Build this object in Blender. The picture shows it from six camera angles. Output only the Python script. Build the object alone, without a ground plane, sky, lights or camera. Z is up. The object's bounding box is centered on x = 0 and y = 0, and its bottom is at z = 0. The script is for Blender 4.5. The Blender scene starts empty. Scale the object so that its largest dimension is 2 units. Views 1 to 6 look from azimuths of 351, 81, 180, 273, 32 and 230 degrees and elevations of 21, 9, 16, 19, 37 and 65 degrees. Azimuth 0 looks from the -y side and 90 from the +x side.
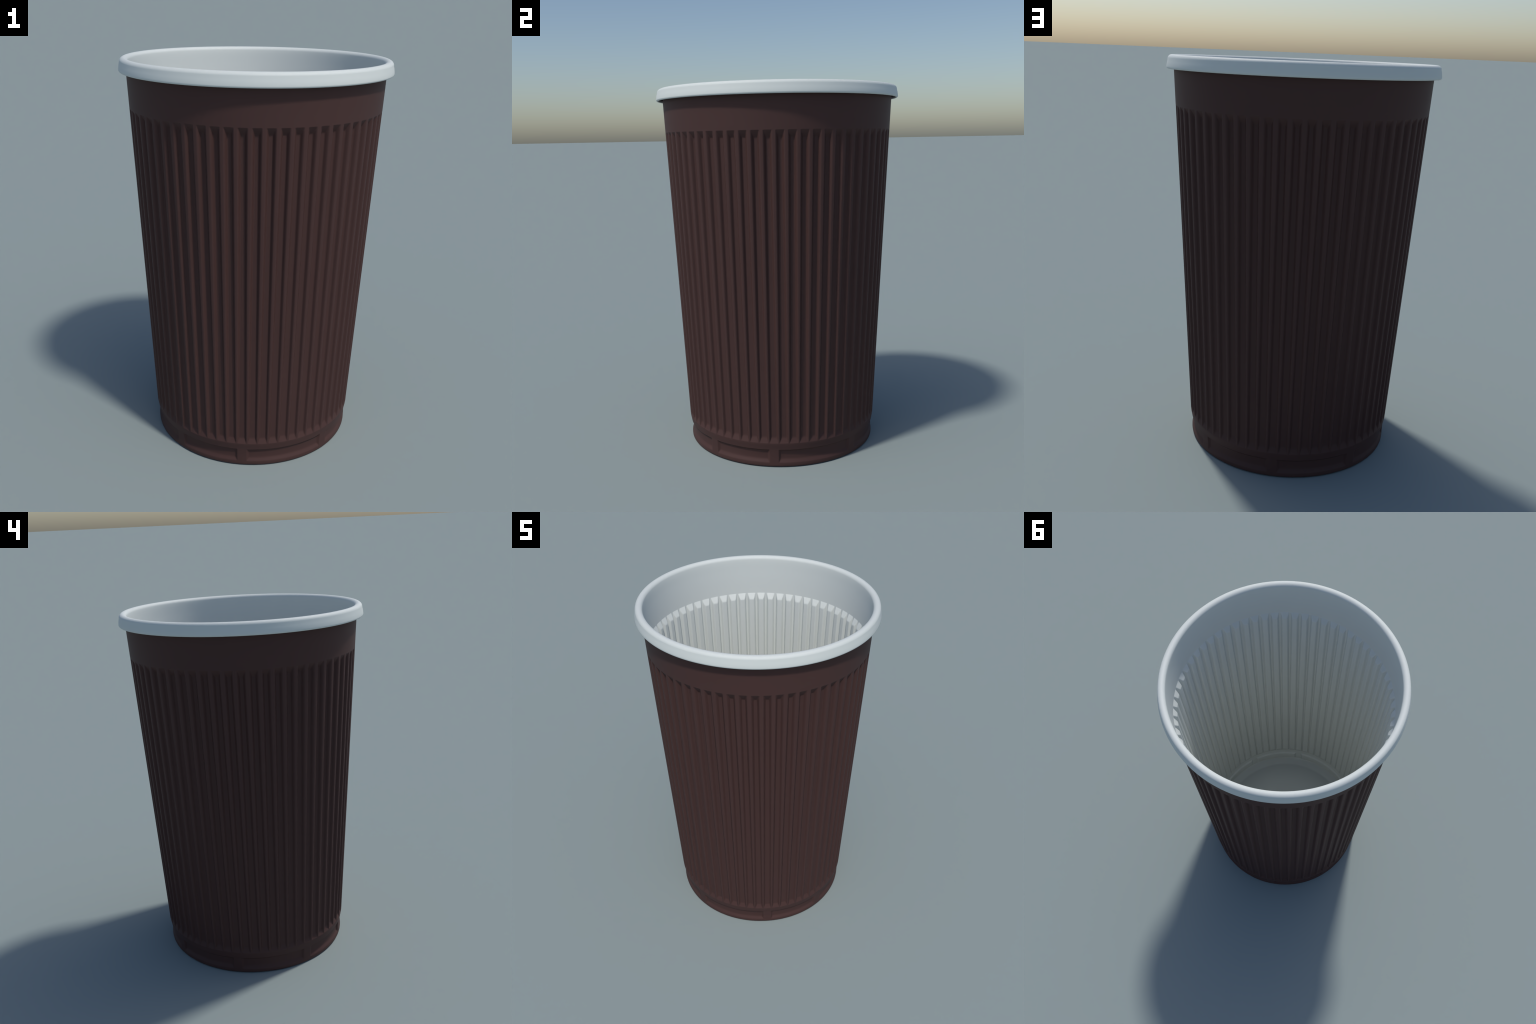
"""Ribbed disposable drinking cup: dark brown outside, white inside, rolled white rim.

The whole cup is one thin sheet turned round the z axis: a closed profile runs from the
middle of the underside, up the brown outside, round the curled lip, down the white
inside and back to the middle of the floor.  Vertical grooves and the slots of the foot
are pressed into the sheet by depth functions of angle and height.
"""
import bpy
import numpy as np

# ------------------------------------------------------------------ sizes (metres)
RIBS = 64                 # grooves round the wall
PER_RIB = 20              # mesh columns per groove
N = RIBS * PER_RIB
PITCH = 360.0 / RIBS
PHASE = -14.12            # azimuth of one groove centre (0 = -y, 90 = +x), degrees
SHEET = 0.0135            # thickness of the plastic
GROOVE_HIGH, GROOVE_LOW = 0.0180, 0.0110   # depth of a groove at its top and foot
GROOVE_TOP, GROOVE_FOOT = 1.767, 0.136
SLOT = 0.0095             # depth of the slots in the foot
SLOT_TOP, SLOT_FOOT = 0.098, 0.024
BRIDGES = [PHASE + ribs * PITCH for ribs in (0, 9, 16, 25, 33, 41, 49, 57)]


def clamp(x):
    return np.clip(x, 0.0, 1.0)


def smooth(x):
    x = clamp(x)
    return x * x * (3 - 2 * x)


def smin(a, b, k):
    h = clamp(0.5 + 0.5 * (b - a) / k)
    return b + (a - b) * h - k * h * (1 - h)


def wall_line(z):
    """Outer radius of the straight tapered wall (tops of the ribs)."""
    return 0.5507 + 0.05115 * (z - 0.30)


def wall_radius(z):
    """Outer radius before grooves: taper, then a soft step in to the foot."""
    z = np.asarray(z, float)
    foot = 0.5350 - 0.0022 * smooth((0.095 - z) / 0.04)
    s = smooth((z - 0.084) / 0.052)
    return foot * (1 - s) + wall_line(z) * s


# ------------------------------------------------------------------ pressed relief
AZ = (np.arange(N) / N) * 360.0 + PHASE
T = ((AZ - PHASE) / PITCH + 0.5) % 1.0 - 0.5              # -0.5..0.5, groove centre at 0
BRIDGE_DIST = np.min([np.abs((AZ - b + 180) % 360 - 180) for b in BRIDGES], axis=0)


def lift(x, k):
    """max(x, 0) with a rounded corner."""
    return 0.5 * (x + np.sqrt(x * x + k * k)) - 0.5 * k * np.exp(-np.maximum(x, 0) / k)


def groove_depth(z, widen, grow, inside):
    """Depth of the vertical grooves on one ring; their floors widen downwards."""
    h = clamp((z - 0.15) / 1.6)
    floor = 0.285 - 0.140 * h + widen
    edge = (0.445 if inside else 0.450) - 0.080 * h + widen * (0.7 if inside else 1.0)
    side = clamp((edge - np.abs(T)) / (edge - floor))
    full = GROOVE_LOW + (GROOVE_HIGH - GROOVE_LOW) * h
    # the sheet is round where it bends over a rib outside, and over a groove inside
    side = full * (1 - (1 - side) ** 1.5 if inside else side ** 1.4)
    end = min((GROOVE_TOP + grow - z) * 0.52, (z - GROOVE_FOOT + grow) * 0.36)
    if end <= 0:
        return np.zeros(N)
    return np.maximum(smin(side, np.full(N, end), 0.0025), 0.0)


def slot_depth(z, grow):
    """Depth of the slots in the foot, interrupted by the bridges."""
    ends = min((SLOT_TOP + grow - z) * 1.1, float(lift((z - SLOT_FOOT + grow) * 0.50, 0.002)))
    if ends <= 0:
        return np.zeros(N)
    arc = np.radians(BRIDGE_DIST - 2.55) * 0.53 + grow
    return np.maximum(smin(smin(lift(arc * 0.85, 0.002), np.full(N, ends), 0.003), np.full(N, SLOT), 0.003), 0.0)


def outer_ring(z):
    return wall_radius(z) - groove_depth(z, 0.0, 0.0, False) - slot_depth(z, 0.0)


def inner_ring(z):
    return wall_radius(z) - SHEET - groove_depth(z, 0.06, 0.004, True) - slot_depth(z, 0.004)


def floor_height(r):
    """Inside floor: flat ring, then a raised middle."""
    x = clamp((0.460 - r) / 0.17)
    return 0.012 + 0.034 * (1 - (1 - x) ** 2)


# ------------------------------------------------------------------ profile rows
def arc(cr, cz, rad, a0, a1, n):
    a = np.radians(np.linspace(a0, a1, n))
    return [(cr + rad * np.cos(x), cz + rad * np.sin(x)) for x in a]


HEIGHTS = np.unique(np.round(np.concatenate([
    np.linspace(0.012, 0.030, 6), np.linspace(0.030, 0.058, 15), np.linspace(0.058, 0.084, 7),
    np.linspace(0.084, 0.104, 13), np.linspace(0.104, 0.128, 7), np.linspace(0.128, 0.185, 36),
    np.linspace(0.185, 0.24, 6), np.linspace(0.24, 1.66, 24), np.linspace(1.66, 1.715, 9),
    np.linspace(1.715, 1.785, 48), np.linspace(1.785, 1.925, 10)]), 5))

rows = []                 # (part, radii, z)


def add(part, ring, z):
    rows.append((part, np.broadcast_to(np.asarray(ring, float), (N,)), float(z)))


# underside, from the middle outwards
for r in [0.002, 0.06, 0.14, 0.22, 0.28] + list(np.linspace(0.30, 0.47, 24)) + [0.49, 0.506, 0.520]:
    add("underside", r, floor_height(r) - 0.012)
# foot, ribbed wall, plain band
for r, z in [(0.5255, 0.0004), (0.5290, 0.0018), (0.5312, 0.0042), (0.5322, 0.0075)]:
    add("foot", r, z)
for z in HEIGHTS:
    add("foot" if z <= 0.128 else "ribbed_wall" if z <= 1.780 else "plain_band", outer_ring(z), z)
# brown hollow under the rolled rim
for r, z in [(0.6345, 1.945), (0.6358, 1.962)] + arc(0.6435, 1.972, 0.0072, 180, 30, 9) + \
        [(0.6530, 1.962), (0.6545, 1.9515), (0.6551, 1.9475)]:
    add("plain_band", r, z)
# white rim: lip edge, skirt, rounded top, roll into the inside
for r, z in [(0.6625 + 0.0072 * np.cos(x), 1.9430 + 0.0080 * np.sin(x)) for x in np.radians(np.linspace(180, 360, 19))] + \
        [(0.6695, 1.9475), (0.6684, 1.9560), (0.6668, 1.9660), (0.6645, 1.9750)]:
    add("rim", r, z)
for a in np.linspace(12, 172, 26):
    x = np.radians(a)
    add("rim", 0.6434 + 0.0206 * np.cos(x), 1.9800 + 0.0200 * np.sin(x))
for r, z in [(0.6223, 1.976), (0.6217, 1.967), (0.6212, 1.955), (0.6206, 1.940)]:
    add("rim", r, z)
# white inside
for z in HEIGHTS[::-1]:
    if z >= 0.022:
        add("inner_wall", inner_ring(z), z)
for r, z in [(0.5200, 0.0170), (0.5180, 0.0138), (0.5145, 0.0122)]:
    add("inner_floor", r, z)
for r in [0.500, 0.485] + list(np.linspace(0.470, 0.29, 28)) + [0.25, 0.18, 0.10, 0.05, 0.002]:
    add("inner_floor", r, floor_height(r))

# ------------------------------------------------------------------ whole surface
A = np.radians(AZ)
SIN, COS = np.sin(A), np.cos(A)
verts = np.concatenate([np.stack([rad * SIN, -rad * COS, np.full(N, z)], 1) for _, rad, z in rows])
verts[:, 2] -= verts[:, 2].min()
M = len(rows)
grid = np.arange(M * N).reshape(M, N)


def quads(a, b):
    lo, hi = grid[a], grid[b]
    return np.stack([lo, np.roll(lo, -1), np.roll(hi, -1), hi], 1)


faces = np.concatenate([quads(i, i + 1) for i in range(M - 1)])
face_part = np.concatenate([np.full(N, i) for i in range(M - 1)])   # row index of each face


def mesh_from(name, v, f):
    me = bpy.data.meshes.new(name)
    me.from_pydata(v.tolist(), [], f.tolist() if hasattr(f, "tolist") else f)
    me.polygons.foreach_set("use_smooth", np.ones(len(me.polygons), bool))
    me.update()
    return me


whole = mesh_from("whole", verts, faces)
normals = np.zeros(len(verts) * 3)
whole.vertices.foreach_get("normal", normals)
normals = normals.reshape(-1, 3)
bpy.data.meshes.remove(whole)


# ------------------------------------------------------------------ materials
def plastic(name, colour, vary, roughness, specular):
    m = bpy.data.materials.new(name)
    m.use_nodes = True
    nt = m.node_tree
    b = nt.nodes["Principled BSDF"]
    tc = nt.nodes.new("ShaderNodeTexCoord")
    no = nt.nodes.new("ShaderNodeTexNoise")
    no.inputs["Scale"].default_value = 3.0
    no.inputs["Detail"].default_value = 3.0
    ramp = nt.nodes.new("ShaderNodeValToRGB")
    ramp.color_ramp.elements[0].position = 0.3
    ramp.color_ramp.elements[1].position = 0.7
    ramp.color_ramp.elements[0].color = tuple(c * (1 - vary) for c in colour) + (1,)
    ramp.color_ramp.elements[1].color = tuple(c * (1 + vary) for c in colour) + (1,)
    nt.links.new(tc.outputs["Object"], no.inputs["Vector"])
    nt.links.new(no.outputs["Fac"], ramp.inputs["Fac"])
    nt.links.new(ramp.outputs["Color"], b.inputs["Base Color"])
    b.inputs["Roughness"].default_value = roughness
    b.inputs["Specular IOR Level"].default_value = specular
    return m


brown = plastic("brown_plastic", (0.071, 0.0350, 0.0315), 0.01, 0.6, 0.22)
white = plastic("white_plastic", (0.68, 0.715, 0.69), 0.005, 0.6, 0.35)
PART_MATERIAL = {"underside": brown, "foot": brown, "ribbed_wall": brown, "plain_band": brown,
                 "rim": white, "inner_wall": white, "inner_floor": white}

# ------------------------------------------------------------------ cup and its parts
cup = bpy.data.objects.new("drinking_cup", None)
bpy.context.scene.collection.objects.link(cup)
cup["label"] = "tall brown ribbed plastic cup with white rim and inside"
cup["category"] = "cup"

row_part = [r[0] for r in rows]
for part, mat in PART_MATERIAL.items():
    # a face between two rows belongs to the part of its upper row in profile order
    sel = [i for i in range(M - 1) if row_part[i + 1] == part]
    f = faces[np.isin(face_part, sel)].tolist()
    used = np.unique(np.asarray(f))
    remap = np.full(M * N, -1)
    remap[used] = np.arange(len(used))
    f = remap[np.asarray(f)].tolist()
    # close the tiny hole in the middle
    if part == "underside":
        f.append(remap[grid[0]][::-1].tolist())
    if part == "inner_floor":
        f.append(remap[grid[M - 1]].tolist())
    me = mesh_from(part, verts[used], f)
    me.normals_split_custom_set_from_vertices(normals[used].tolist())
    me.materials.append(mat)
    ob = bpy.data.objects.new(part, me)
    ob.parent = cup
    bpy.context.scene.collection.objects.link(ob)
